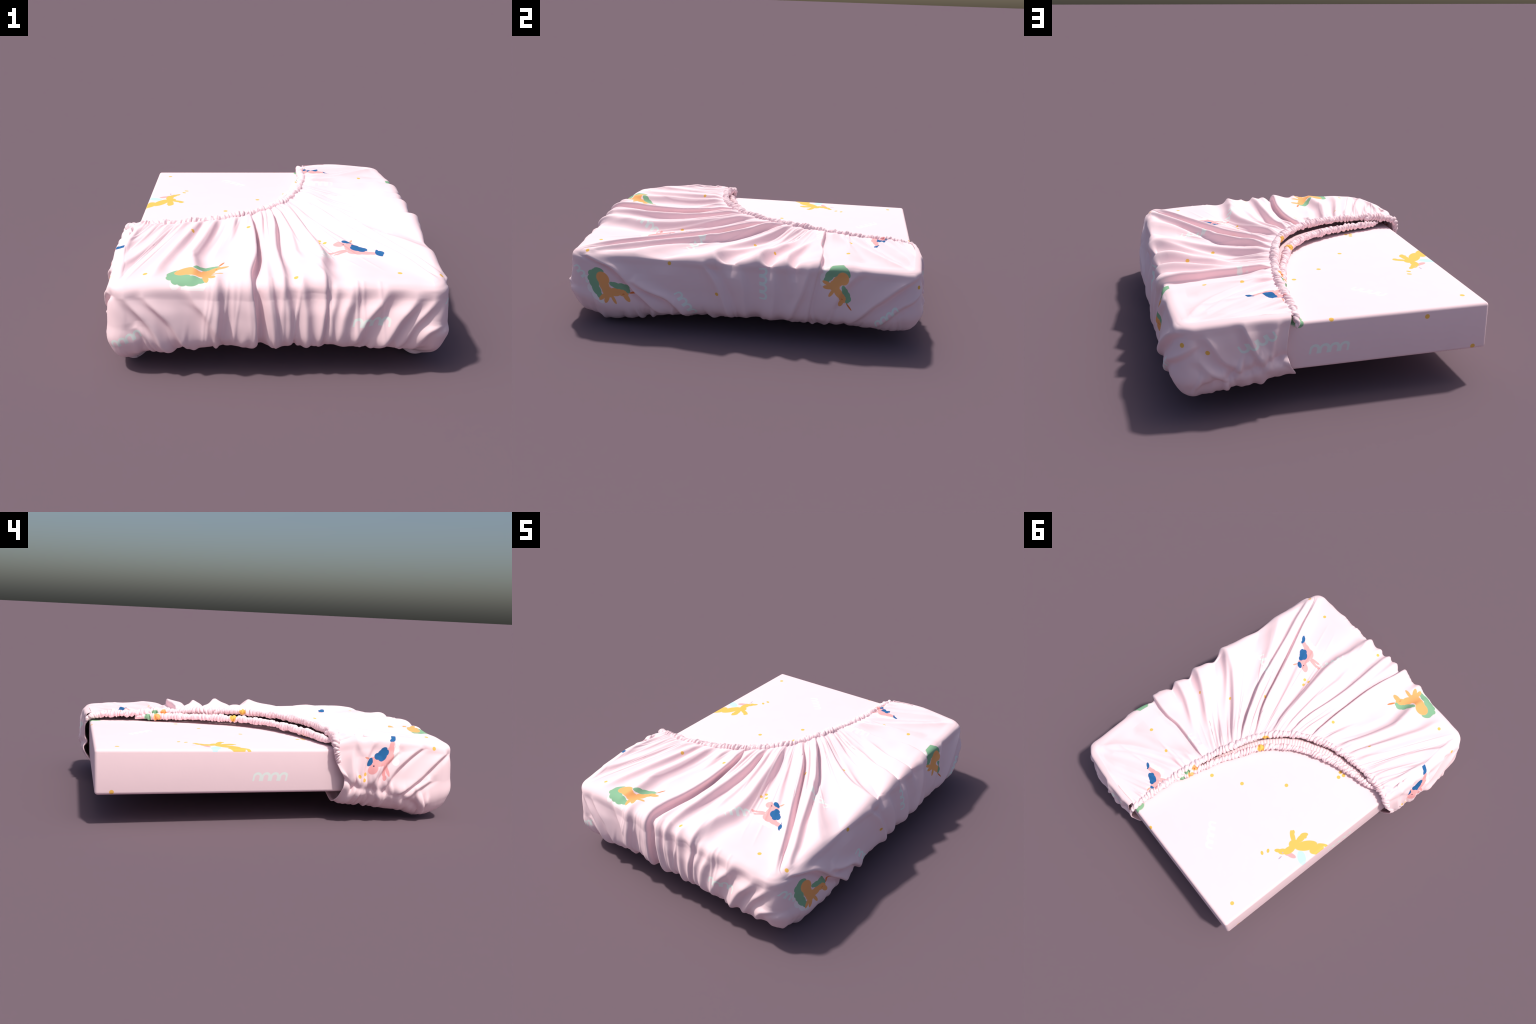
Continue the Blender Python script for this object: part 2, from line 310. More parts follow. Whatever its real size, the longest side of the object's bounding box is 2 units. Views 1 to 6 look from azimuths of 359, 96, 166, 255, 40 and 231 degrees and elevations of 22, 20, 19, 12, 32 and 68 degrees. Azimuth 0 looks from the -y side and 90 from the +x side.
def sheet_surface(p, s):
    P, Sg = np.meshgrid(p, s)
    base = base_surface(p, s)
    du = np.gradient(base, p, axis=1); ds = np.gradient(base, s, axis=0)
    metric = np.linalg.norm(du, axis=2)
    n = np.cross(ds, du); n /= np.linalg.norm(n, axis=2, keepdims=True) + 1e-9
    if n[len(s) // 4, len(p) // 2, 2] < 0:
        n = -n
    tang = du / (metric[..., None] + 1e-9)
    width = np.clip(metric, 0.25, 1.6) ** 0.45
    H = np.zeros_like(P); L = np.zeros_like(P)
    for line, height, gentle, steep, side, lean, dip in FOLDS:
        centre = keyed(line, s); h = keyed(height, s)
        h[(s < height[0][0]) | (s > height[-1][0])] = 0
        rows = np.where(np.abs(h) > 1e-5)[0]
        if not len(rows):
            continue
        a, b = rows[0], rows[-1] + 1
        lo = np.searchsorted(p, centre[a:b].min() - 0.6); hi = np.searchsorted(p, centre[a:b].max() + 0.6)
        d = (P[a:b, lo:hi] - centre[a:b, None]) * width[a:b, lo:hi] * side
        g = bump_profile(d, gentle, steep, dip) * h[a:b, None]
        H[a:b, lo:hi] += g
        if lean:
            L[a:b, lo:hi] += side * lean * np.maximum(g, 0)
    r = np.random.RandomState(7)
    # little gathers along the opening and along the hem underneath
    for k in range(150):
        c = r.uniform(0.02, P_END - 0.02); ln = r.uniform(0.06, 0.30) * (1 if r.rand() > .2 else 1.7)
        w = r.uniform(0.007, 0.018); h = r.uniform(0.003, 0.008); sl = r.uniform(-0.1, 0.1)
        lo, hi = np.searchsorted(p, c - 0.12), np.searchsorted(p, c + 0.12)
        top = np.searchsorted(s, ln * 2)
        d = (P[:top, lo:hi] - c - sl * Sg[:top, lo:hi]) * width[:top, lo:hi]
        H[:top, lo:hi] += h * np.exp(-(d / w) ** 2) * np.exp(-(Sg[:top, lo:hi] / ln) ** 2)
    # thin creases running with the fan, and thin ribs down the front
    for k in range(46):
        front = k >= 30
        c = r.uniform(at_front(-0.32), at_front(0.42)) if front else r.uniform(0.3, P_END - 0.5)
        s0, s1 = (1.02, 2.0) if front else (0.0, r.uniform(0.45, 1.0))
        w = r.uniform(0.005, 0.011); h = r.uniform(0.002, 0.006) if front else r.uniform(0.003, 0.006); sl = r.uniform(-0.05, 0.05)
        lo, hi = np.searchsorted(p, c - 0.14), np.searchsorted(p, c + 0.14)
        a, b = np.searchsorted(s, s0), np.searchsorted(s, s1)
        t = (Sg[a:b, lo:hi] - s0) / (s1 - s0)
        d = (P[a:b, lo:hi] - c - sl * t) * width[a:b, lo:hi]
        H[a:b, lo:hi] += h * np.exp(-np.abs(d / w) ** 1.4) * np.sin(math.pi * np.clip(t * 0.9 + 0.1, 0, 1)) ** 0.8
    for k in range(170):
        c = r.uniform(0.02, P_END - 0.02); w = r.uniform(0.006, 0.016); h = r.uniform(0.003, 0.010) * r.choice([-0.6, 1.0])
        corner = min(abs(c - q) for q in (P_FL, P_FR, P_BR)); h *= min(1.0, 0.15 + (corner / 0.16) ** 2)
        mid = r.uniform(1.82, 2.02); ln = r.uniform(0.08, 0.22); sl = r.uniform(-0.12, 0.12)
        lo, hi = np.searchsorted(p, c - 0.15), np.searchsorted(p, c + 0.15)
        a = np.searchsorted(s, 1.45)
        d = P[a:, lo:hi] - c - sl * (Sg[a:, lo:hi] - mid)
        H[a:, lo:hi] += h * np.exp(-(d / w) ** 2) * np.exp(-((Sg[a:, lo:hi] - mid) / ln) ** 2)
    # the elastic shows as a drawn-in, puckered line low on the left and back sides
    for near, far, lines in ((0.0, 0.55, [(0, 1.62), (0.13, 1.69), (0.26, 1.70), (0.40, 1.77), (0.6, 1.9)]),
                             (P_END, 3.95, [(3.9, 1.85), (4.05, 1.75), (4.17, 1.68), (4.28, 1.63), (P_END, 1.60)])):
        mask = np.clip((far - p) / (far - near), 0, 1) ** 0.5
        cs = keyed(lines, p)
        d = Sg - cs[None, :]
        pucker = 0.5 + 0.5 * np.sin(2 * math.pi * (P / 0.06 + 0.9 * slow_noise(P * 22, Sg * 3, 3, 3)))
        H -= mask[None, :] * 0.019 * np.exp(-(d / 0.06) ** 2)
        H += mask[None, :] * 0.006 * (pucker - 0.5) * np.exp(-((d - 0.02) / 0.12) ** 2)
        for k in range(26):
            c = near + (far - near) * r.uniform(0.02, 0.95); w = r.uniform(0.008, 0.026); h = r.uniform(0.004, 0.014) * r.choice([-0.5, 1.0])
            sl = r.uniform(-0.25, 0.25); off = r.uniform(-0.10, 0.08); ln = r.uniform(0.06, 0.14)
            H += h * np.exp(-((P - c - sl * d) / w) ** 2) * np.exp(-((d - off) / ln) ** 2)
    pinch = np.clip(Sg / 0.14, 0, 1); H *= 0.15 + 0.85 * pinch * pinch * (3 - 2 * pinch)
    soft = slow_noise(base[..., 0] * 16 + P * 3, base[..., 1] * 16 + base[..., 2] * 20, 11, 3)
    H += 0.0022 * soft * np.clip(Sg / 0.2, 0, 1)
    S = base + n * H[..., None] + tang * L[..., None]
    # outline of the two flap ends
    leftcut = keyed([(0, 0.0), (1.0, 0.0), (1.25, -0.015), (1.45, 0.012), (1.62, 0.045), (1.8, 0.03), (2.0, 0.012)], s)
    backcut = keyed([(0, 0.0), (1.0, 0.0), (1.3, -0.018), (1.5, -0.024), (1.65, -0.018), (1.95, 0.022), (2.3, 0.022)], s)
    S += tang * (leftcut[:, None] * np.exp(-(p / 0.10) ** 2)[None, :] + backcut[:, None] * np.exp(-((P_END - p) / 0.08) ** 2)[None, :])[..., None]
    # never sink into the block or below the floor
    inside = (S[..., 0] > MAT_X[0]) & (S[..., 0] < MAT_X[1]) & (S[..., 1] > MAT_Y[0]) & (S[..., 1] < MAT_Y[1]) & (Sg < 1.0)
    S[..., 2] = np.where(inside, np.maximum(S[..., 2], MAT_Z[1] + 0.006), S[..., 2])
    S[..., 2] = np.maximum(S[..., 2], 0.014)
    return S


# second, inner band of the turned-in hem
INNER_RIM = [(-0.640, -0.279, 0.425), (-0.596, -0.262, 0.422), (-0.552, -0.249, 0.422), (-0.443, -0.221, 0.426), (-0.313, -0.175, 0.430),
             (-0.198, -0.115, 0.433), (-0.083, -0.028, 0.435), (-0.029, 0.032, 0.436), (0.036, 0.134, 0.435), (0.055, 0.186, 0.434),
             (0.083, 0.267, 0.432), (0.120, 0.366, 0.430), (0.143, 0.460, 0.427), (0.160, 0.520, 0.425), (0.178, 0.60, 0.420), (0.192, 0.68, 0.416)]


def ruched_tube(points, radius, pitch, seed, n_around=26, per_metre=850, taper=(0.02, 0.02)):
    C, length = arc_curve(points, 10)
    n = int(length * per_metre)
    C, length = arc_curve(points, n)
    r = np.random.RandomState(seed)
    t = np.gradient(C, axis=0); t /= np.linalg.norm(t, axis=1, keepdims=True)
    side = np.cross(t, [0, 0, 1.0]); side /= np.linalg.norm(side, axis=1, keepdims=True)
    up = np.cross(side, t)
    l = np.linspace(0, length, n)
    # irregular gather phase
    steps = r.uniform(0.45, 1.7, int(length / pitch) + 3) * pitch
    knots = np.r_[0, np.cumsum(steps)]
    phase = np.interp(l, knots, np.arange(len(knots)))
    th = np.linspace(0, 2 * math.pi, n_around, endpoint=False)
    L, T = np.meshgrid(l, th)
    PH = phase[None, :] + 0.42 * np.sin(T + 1.0 + 1.5 * slow_noise(L * 25, T * 0, seed + 7, 2)) + 0.10 * slow_noise(L * 60, T * 2.0, seed + 1, 2)
    puff = np.abs(np.sin(math.pi * PH)) ** 0.65
    PH2 = phase[None, :] * 2.3 + 0.3 * np.sin(2 * T + 0.5)
    fine = np.abs(np.sin(math.pi * PH2))
    size = keyed_random(phase, seed + 2)
    rad = radius * (0.55 + 0.60 * puff * size[None, :] + 0.10 * fine + 0.10 * slow_noise(L * 120, T * 2.5, seed + 4, 3))
    ends = np.clip(l / taper[0], 0.05, 1) ** 0.6 * np.clip((length - l) / taper[1], 0.05, 1) ** 0.6
    rad = rad * ends[None, :]
    wob = 0.003 * slow_noise(l * 40, l * 0, seed + 5, 2)
    C = C + up * wob[:, None]
    return C[None] + (np.cos(T) * rad)[..., None] * side[None] + (np.sin(T) * rad)[..., None] * up[None]


def keyed_random(phase, seed):
    r = np.random.RandomState(seed)
    v = r.uniform(0.45, 1.35, int(phase.max()) + 3)
    return np.interp(phase, np.arange(len(v)) + 0.5, v)


# ==== BLENDER
import bpy

def new_mesh(name, verts, faces, material, smooth=True, parent=None):
    me = bpy.data.meshes.new(name)
    me.from_pydata([tuple(v) for v in verts], [], faces)
    me.update()
    if smooth:
        me.shade_smooth()
    ob = bpy.data.objects.new(name, me)
    bpy.context.scene.collection.objects.link(ob)
    if material:
        me.materials.append(material)
    if parent:
        ob.parent = parent
    return ob


def grid_mesh(name, G, material, parent=None, closed=False):
    """G: rows x cols x 3. closed: the rows wrap round into tubes."""
    nr, nc = G.shape[:2]
    idx = np.arange(nr * nc).reshape(nr, nc)
    nxt = np.roll(idx, -1, axis=0) if closed else idx[1:]
    cur = idx if closed else idx[:-1]
    q = np.stack([cur[:, :-1], cur[:, 1:], nxt[:, 1:], nxt[:, :-1]], -1).reshape(-1, 4)
    return faces_mesh(name, G.reshape(-1, 3), q, material, parent)


def faces_mesh(name, verts, q, material, parent=None):
    me = bpy.data.meshes.new(name)
    me.vertices.add(len(verts))
    me.vertices.foreach_set("co", np.asarray(verts, np.float32).reshape(-1))
    me.loops.add(q.size); me.loops.foreach_set("vertex_index", q.reshape(-1).astype(np.int32))
    me.polygons.add(len(q)); me.polygons.foreach_set("loop_start", np.arange(0, q.size, 4, dtype=np.int32))
    me.update(calc_edges=True); me.validate()
    me.shade_smooth()
    ob = bpy.data.objects.new(name, me)
    bpy.context.scene.collection.objects.link(ob)
    if material: me.materials.append(material)
    if parent: ob.parent = parent
    return ob


# =====================================================================
#  printed cotton: each motif is a node group made of soft ellipses on a
#  motif plane (u along the animal towards its head, v up, w out of the cloth)
# =====================================================================
PINK_CLOTH = (0.97, 0.735, 0.765)


def math_node(nt, op, a, b=None, clamp=False):
    n = nt.nodes.new("ShaderNodeMath"); n.operation = op; n.use_clamp = clamp
    for i, v in enumerate((a, b)):
        if v is None: continue
        if isinstance(v, (int, float)): n.inputs[i].default_value = v
        else: nt.links.new(v, n.inputs[i])
    return n.outputs[0]


def vec_node(nt, op, a, b=None):
    n = nt.nodes.new("ShaderNodeVectorMath"); n.operation = op
    for i, v in enumerate((a, b)):
        if v is None: continue
        if isinstance(v, (tuple, list, np.ndarray)): n.inputs[i].default_value = tuple(v)
        else: nt.links.new(v, n.inputs[i])
    return n.outputs["Value"] if op in ("LENGTH", "DISTANCE", "DOT_PRODUCT") else n.outputs["Vector"]


def mix_colour(nt, mask, under, over):
    n = nt.nodes.new("ShaderNodeMix"); n.data_type = "RGBA"
    nt.links.new(mask, n.inputs["Factor"])
    for sock, v in ((n.inputs[6], under), (n.inputs[7], over)):
        if isinstance(v, tuple): sock.default_value = (*v, 1.0)
        else: nt.links.new(v, sock)
    return n.outputs[2]


def soft_step(nt, dist, edge=1.0, soft=0.05):
    """1 inside dist < edge, 0 outside."""
    n = nt.nodes.new("ShaderNodeMapRange"); n.interpolation_type = "SMOOTHSTEP"
    nt.links.new(dist, n.inputs["Value"])
    n.inputs["From Min"].default_value = edge - soft; n.inputs["From Max"].default_value = edge + soft
    n.inputs["To Min"].default_value = 1.0; n.inputs["To Max"].default_value = 0.0
    return n.outputs["Result"]


def ellipses(nt, vec, shapes, soft=0.14):
    """Mask of a union of ellipses (cx, cy, rx, ry, angle in degrees); vec is (u, v, 1)."""
    best = None
    for cx, cy, rx, ry, ang in shapes:
        c, sn = math.cos(math.radians(ang)), math.sin(math.radians(ang))
        e1 = vec_node(nt, "DOT_PRODUCT", vec, (c / rx, sn / rx, -(c * cx + sn * cy) / rx))
        e2 = vec_node(nt, "DOT_PRODUCT", vec, (-sn / ry, c / ry, (sn * cx - c * cy) / ry))
        n = nt.nodes.new("ShaderNodeMath"); n.operation = "MULTIPLY_ADD"
        nt.links.new(e1, n.inputs[0]); nt.links.new(e1, n.inputs[1])
        nt.links.new(math_node(nt, "MULTIPLY", e2, e2), n.inputs[2])
        d = n.outputs[0]
        best = d if best is None else math_node(nt, "MINIMUM", best, d)
    return soft_step(nt, best, 1.0, soft)


def after(nt, vec, colour):
    """The same vector, but computed after the colour (keeps the shader's working memory small)."""
    n = nt.nodes.new("ShaderNodeVectorMath"); n.operation = "MULTIPLY_ADD"
    nt.links.new(colour, n.inputs[0]); n.inputs[1].default_value = (1e-7, 1e-7, 1e-7); nt.links.new(vec, n.inputs[2])
    return n.outputs["Vector"]


def motif_group(name, layers):
    """layers: (colour, shapes) painted one over the other."""
    g = bpy.data.node_groups.new(name, "ShaderNodeTree")
    g.interface.new_socket("Vector", in_out="INPUT", socket_type="NodeSocketVector")
    g.interface.new_socket("Under", in_out="INPUT", socket_type="NodeSocketColor")
    g.interface.new_socket("Color", in_out="OUTPUT", socket_type="NodeSocketColor")
    gi = g.nodes.new("NodeGroupInput"); go = g.nodes.new("NodeGroupOutput")
    sep = g.nodes.new("ShaderNodeSeparateXYZ"); g.links.new(gi.outputs["Vector"], sep.inputs[0])
    comb = g.nodes.new("ShaderNodeCombineXYZ")
    g.links.new(sep.outputs[0], comb.inputs[0]); g.links.new(sep.outputs[1], comb.inputs[1]); comb.inputs[2].default_value = 1.0
    near = soft_step(g, math_node(g, "ABSOLUTE", sep.outputs[2]), 1.0, 0.02)
    col = gi.outputs["Under"]
    for colour, shapes in layers:
        mask = math_node(g, "MULTIPLY", ellipses(g, after(g, comb.outputs[0], col), shapes), near)
        col = mix_colour(g, mask, col, colour)
    g.links.new(col, go.inputs["Color"])
    return g


GREEN, ORANGE, RUST = (0.260, 0.490, 0.300), (0.95, 0.445, 0.165), (0.82, 0.25, 0.08)
BLUE, ROSE, SALMON, INK = (0.026, 0.135, 0.335), (0.93, 0.42, 0.42), (0.90, 0.38, 0.28), (0.05, 0.04, 0.10)
YELLOW, PALE_CYAN, MAUVE = (0.93, 0.53, 0.12), (0.56, 0.80, 0.90), (0.52, 0.42, 0.52)
WHITE, MINT = (0.97, 0.87, 0.86), (0.86, 0.91, 0.86)

curly_unicorn = motif_group("curly_unicorn_print", [
    (WHITE, [(-0.95, -0.25, 0.16, 0.12, 0), (-0.72, -0.52, 0.18, 0.12, -30), (-0.42, -0.66, 0.18, 0.10, -20), (-0.15, -0.70, 0.14, 0.08, 0)]),
    (GREEN, [(-0.78, 0.08, 0.27, 0.24, 20), (-0.98, 0.0, 0.13, 0.12, 0), (-0.90, -0.17, 0.14, 0.13, 0), (-0.72, -0.25, 0.24, 0.18, -30),
             (-0.52, -0.42, 0.25, 0.15, -25), (-0.30, -0.54, 0.18, 0.10, -20), (-0.80, 0.25, 0.20, 0.10, 15)]),
    (ORANGE, [(-0.52, 0.08, 0.28, 0.22, -15), (-0.36, -0.10, 0.30, 0.18, -35), (-0.12, -0.24, 0.26, 0.19, -10), (0.12, -0.10, 0.24, 0.16, 30),
              (0.36, 0.04, 0.24, 0.13, 15), (0.58, -0.02, 0.20, 0.09, -20), (-0.02, -0.48, 0.09, 0.20, 12), (0.20, -0.36, 0.22, 0.06, -30),
              (-0.18, -0.52, 0.08, 0.18, -15)]),
    (GREEN, [(0.02, 0.14, 0.20, 0.11, 10), (0.20, 0.22, 0.16, 0.11, 10), (0.36, 0.26, 0.15, 0.10, 0), (0.48, 0.22, 0.12, 0.07, -25), (-0.12, 0.10, 0.12, 0.08, 0)]),
    (RUST, [(0.72, 0.27, 0.17, 0.035, 35), (0.42, 0.02, 0.05, 0.02, 40)]),
])
winged_pony = motif_group("winged_pony_print", [
    (WHITE, [(-0.55, -0.36, 0.16, 0.13, 0), (-0.35, -0.52, 0.17, 0.13, 0), (-0.12, -0.66, 0.17, 0.13, 0), (-0.75, -0.25, 0.13, 0.10, 0)]),
    (ROSE, [(-0.55, -0.05, 0.22, 0.11, -20), (-0.32, -0.16, 0.26, 0.15, -15), (-0.02, -0.30, 0.30, 0.20, -10), (0.25, -0.12, 0.28, 0.22, 10),
            (0.48, 0.06, 0.15, 0.24, 0), (0.80, -0.04, 0.26, 0.16, -8), (0.52, -0.50, 0.30, 0.075, -42), (0.40, -0.58, 0.30, 0.065, -55),
            (0.74, -0.74, 0.12, 0.07, -30)]),
    (BLUE, [(-0.87, 0.00, 0.19, 0.085, 10), (-0.72, 0.05, 0.12, 0.05, 35), (0.08, 0.02, 0.28, 0.20, -8), (-0.16, 0.10, 0.16, 0.10, 25),
            (-0.14, -0.06, 0.14, 0.10, -10), (0.25, 0.14, 0.16, 0.12, 0), (0.68, 0.22, 0.19, 0.105, -10), (0.56, 0.27, 0.10, 0.06, 20)]),
    (SALMON, [(0.62, 0.45, 0.045, 0.12, -20)]),
    (INK, [(0.69, 0.02, 0.035, 0.025, 0)]),
])
golden_pony = motif_group("golden_pony_print", [
    (PALE_CYAN, [(0.02, 0.42, 0.17, 0.30, 8), (0.06, 0.30, 0.12, 0.16, 0)]),
    (ROSE, [(0.42, 0.30, 0.20, 0.09, -30), (0.58, 0.22, 0.12, 0.08, -30)]),
    (YELLOW, [(-0.20, -0.05, 0.45, 0.20, 6), (-0.60, 0.12, 0.30, 0.19, 18), (-0.88, -0.03, 0.24, 0.055, -14), (0.26, -0.14, 0.22, 0.19, 0),
              (0.48, 0.08, 0.26, 0.14, 28), (0.74, 0.12, 0.18, 0.12, 0), (0.92, 0.07, 0.14, 0.075, -10), (0.30, -0.45, 0.095, 0.28, 10),
              (0.26, -0.64, 0.06, 0.09, 0), (-0.02, -0.36, 0.12, 0.24, -50), (-0.16, -0.50, 0.16, 0.085, 5), (-0.20, -0.44, 0.06, 0.10, 0),
              (1.55, 0.12, 0.055, 0.085, 10), (1.31, 0.05, 0.055, 0.085, -10)]),
    (MAUVE, [(0.86, 0.36, 0.09, 0.025, 40), (0.74, 0.17, 0.03, 0.03, 0)]),
])


def squiggle_group():
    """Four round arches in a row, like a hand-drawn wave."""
    g = bpy.data.node_groups.new("wave_print", "ShaderNodeTree")
    g.interface.new_socket("Vector", in_out="INPUT", socket_type="NodeSocketVector")
    g.interface.new_socket("Under", in_out="INPUT", socket_type="NodeSocketColor")
    g.interface.new_socket("Color", in_out="OUTPUT", socket_type="NodeSocketColor")
    gi = g.nodes.new("NodeGroupInput"); go = g.nodes.new("NodeGroupOutput")
    sep = g.nodes.new("ShaderNodeSeparateXYZ"); g.links.new(gi.outputs["Vector"], sep.inputs[0])
    u, v, w = sep.outputs
    lean = math_node(g, "ADD", u, math_node(g, "MULTIPLY", v, -0.18))
    cell = math_node(g, "SUBTRACT", math_node(g, "FLOORED_MODULO", math_node(g, "ADD", lean, 1.0), 0.5), 0.25)
    comb = g.nodes.new("ShaderNodeCombineXYZ")
    g.links.new(cell, comb.inputs[0]); g.links.new(math_node(g, "MAXIMUM", v, 0.0), comb.inputs[1])
    ring = math_node(g, "ABSOLUTE", math_node(g, "SUBTRACT", vec_node(g, "LENGTH", comb.outputs[0]), 0.205))
    mask = soft_step(g, ring, 0.072, 0.025)
    mask = math_node(g, "MULTIPLY", mask, soft_step(g, math_node(g, "ABSOLUTE", lean), 0.99, 0.02))
    mask = math_node(g, "MULTIPLY", mask, soft_step(g, math_node(g, "MULTIPLY", v, -1.0), 0.22, 0.04))
    mask = math_node(g, "MULTIPLY", mask, soft_step(g, math_node(g, "ABSOLUTE", w), 0.8, 0.02))
    g.links.new(mix_colour(g, mask, gi.outputs["Under"], MINT), go.inputs["Color"])
    return g


wave_print = squiggle_group()


def printed_cotton(name, placements, dots, grain):
    m = bpy.data.materials.new(name); m.use_nodes = True
    nt = m.node_tree; bsdf = nt.nodes["Principled BSDF"]
    P = nt.nodes.new("ShaderNodeTexCoord").outputs["Object"]
    # very slight unevenness of the dye
    nz = nt.nodes.new("ShaderNodeTexNoise"); nz.inputs["Scale"].default_value = 9.0; nt.links.new(P, nz.inputs["Vector"])
    col = mix_colour(nt, nz.outputs["Fac"], (0.955, 0.712, 0.746), (0.985, 0.734, 0.767))
    for group, C, U, V, *deep in placements:
        U = np.array(U, float); V = np.array(V, float)
        U_len, V_len = np.linalg.norm(U), np.linalg.norm(V)
        W = np.cross(U, V); W = W / np.linalg.norm(W)
        d = vec_node(nt, "SUBTRACT", after(nt, P, col), C)
        comb = nt.nodes.new("ShaderNodeCombineXYZ")
        for i, axis in enumerate((U / U_len ** 2, V / V_len ** 2, W / (deep[0] if deep else 0.09))):
            nt.links.new(vec_node(nt, "DOT_PRODUCT", d, axis), comb.inputs[i])
        gn = nt.nodes.new("ShaderNodeGroup"); gn.node_tree = group
        nt.links.new(comb.outputs[0], gn.inputs["Vector"]); nt.links.new(col, gn.inputs["Under"])
        col = gn.outputs["Color"]
    best = {}
    P = after(nt, P, col)
    for colour, C, r in dots:
        d = math_node(nt, "DIVIDE", vec_node(nt, "DISTANCE", P, C), r)
        best[colour] = d if colour not in best else math_node(nt, "MINIMUM", best[colour], d)
    for colour, d in best.items():
        col = mix_colour(nt, soft_step(nt, d, 1.0, 0.12), col, colour)
    nt.links.new(col, bsdf.inputs["Base Color"])
    bsdf.inputs["Roughness"].default_value = 0.9
    bsdf.inputs["Specular IOR Level"].default_value = 0.12
    fine = nt.nodes.new("ShaderNodeTexNoise"); fine.inputs["Scale"].default_value = grain[0]; fine.inputs["Detail"].default_value = 3
    nt.links.new(P, fine.inputs["Vector"])
    bump = nt.nodes.new("ShaderNodeBump"); bump.inputs["Strength"].default_value = grain[1]; bump.inputs["Distance"].default_value = 0.002
    nt.links.new(fine.outputs["Fac"], bump.inputs["Height"]); nt.links.new(bump.outputs["Normal"], bsdf.inputs["Normal"])
    return m


def wave(C, along, up, half):
    a = np.array(along, float); a = a / np.linalg.norm(a) * half
    b = np.array(up, float); b = b - a * (b @ a) / (a @ a); b = b / np.linalg.norm(b) * half
    return (wave_print, C, a, b)


SHEET_PRINTS = [
    (curly_unicorn, (-0.335, -0.828, 0.440), (0.136, 0.072, 0.0), (-0.076, 0.143, 0.0), 0.035),
    (curly_unicorn, (0.745, 0.545, 0.322), (0.0, -0.012, -0.116), (0.0, 0.140, 0.012), 0.045),
    (curly_unicorn, (0.728, -0.690, 0.230), (0.0, 0.130, -0.075), (0.0, 0.075, 0.130), 0.07),
    (winged_pony, (0.380, -0.536, 0.427), (-0.099, 0.080, 0.0), (0.080, 0.099, 0.0)),
    (winged_pony, (0.277, 0.750, 0.433), (-0.098, 0.028, 0.0), (0.028, 0.098, 0.0)),
    (winged_pony, (-0.755, -0.519, 0.377), (0.0, 0.078, -0.090), (0.0, 0.090, 0.078), 0.05),
    wave((0.379, -0.977, 0.263), (1, 0, 0), (0, 0, 1), 0.080),
    wave((-0.660, -0.960, 0.180), (0.8, 0, 0.45), (-0.4, 0, 1), 0.075),
    wave((0.720, -0.862, 0.285), (0, 0.72, -0.70), (0, 0.7, 0.7), 0.075),
    wave((0.746, -0.285, 0.180), (0, 0.62, -0.75), (0, 0.7, 0.6), 0.080),
    wave((0.760, 0.131, 0.325), (0, 0.05, -1), (0, 1, 0.05), 0.085),
    wave((0.213, -0.641, 0.435), (0.4, 0.9, 0), (-0.9, 0.4, 0), 0.075),
    wave((0.470, -0.285, 0.433), (0.95, -0.3, 0), (0.3, 0.95, 0), 0.090),
    wave((0.379, 0.984, 0.337), (-1, 0, 0.36), (0.3, 0, -1), 0.085),
    wave((0.288, 0.401, 0.467), (1, 0.1, 0), (-0.1, 1, 0), 0.075),
    wave((0.739, 0.792, 0.186), (0, 0.75, 0.66), (0, -0.6, 0.7), 0.075),
]
SHEET_PRINTS.sort(key=lambda m: m[0] is not wave_print)      # animals lie over the waves
DOT = 0.0115
SHEET_DOTS = [(YELLOW, c, DOT) for c in (
    (0.695, -0.844, 0.424), (0.512, -0.831, 0.422), (0.745, -0.382, 0.396), (0.420, 0.042, 0.420), (0.285, -0.133, 0.436),
    (0.232, -0.427, 0.412), (0.199, -0.434, 0.411), (0.211, -0.396, 0.410), (0.062, -0.902, 0.437), (-0.136, -0.350, 0.476),
    (-0.581, -0.850, 0.431), (-0.407, -0.411, 0.465), (0.569, 0.165, 0.433), (0.540, 0.571, 0.449), (0.367, 0.577, 0.449),
    (0.771, -0.116, 0.255), (0.590, 0.980, 0.310), (0.690, 0.948, 0.345), (-0.735, -0.817, 0.398),
    (-0.756, -0.390, 0.253), (-0.761, -0.412, 0.270), (-0.761, -0.407, 0.238))]
HEM_DOTS = [(YELLOW, (0.034, 0.058, 0.474), 0.024), (YELLOW, (0.018, 0.110, 0.440), 0.024),
            (GREEN, (0.179, 0.561, 0.441), 0.021), (GREEN, (0.167, 0.605, 0.416), 0.022),
            (ORANGE, (0.172, 0.508, 0.444), 0.022), (ORANGE, (0.156, 0.552, 0.419), 0.023),
            (ROSE, (0.205, 0.770, 0.436), 0.020)]
top = MAT_Z[1]
MATTRESS_PRINTS = [
    (golden_pony, (-0.622, 0.310, top), (0.0865, 0.125, 0.0), (-0.125, 0.0865, 0.0), 0.012),
    wave((MAT_X[0], 0.070, 0.248), (0, -1, 0), (0, 0, 1), 0.092),
    wave((0.050, MAT_Y[1], 0.254), (-1, 0, 0), (0, 0, 1), 0.092),
    wave((-0.223, 0.684, top), (0.7, -0.7, 0), (0.7, 0.7, 0), 0.085),
]
MATTRESS_DOTS = [(YELLOW, c, DOT) for c in (
    (-0.260, 0.130, top), (-0.630, 0.835, top), (0.081, 0.449, top), (-0.079, 0.337, top), (-0.403, -0.186, top),
    (-0.431, -0.188, top), (-0.421, -0.156, top), (MAT_X[0], 0.865, 0.180), (-0.406, MAT_Y[1], 0.355),
    (-0.644, MAT_Y[1], 0.181), (0.043, MAT_Y[1] - 0.004, 0.390))] + [(GREEN, (0.205, 0.915, top), 0.035), (GREEN, (0.190, 0.945, top - 0.004), 0.022)]


PLAIN_COTTON = printed_cotton("printed_cotton", [], [], (420.0, 0.04))


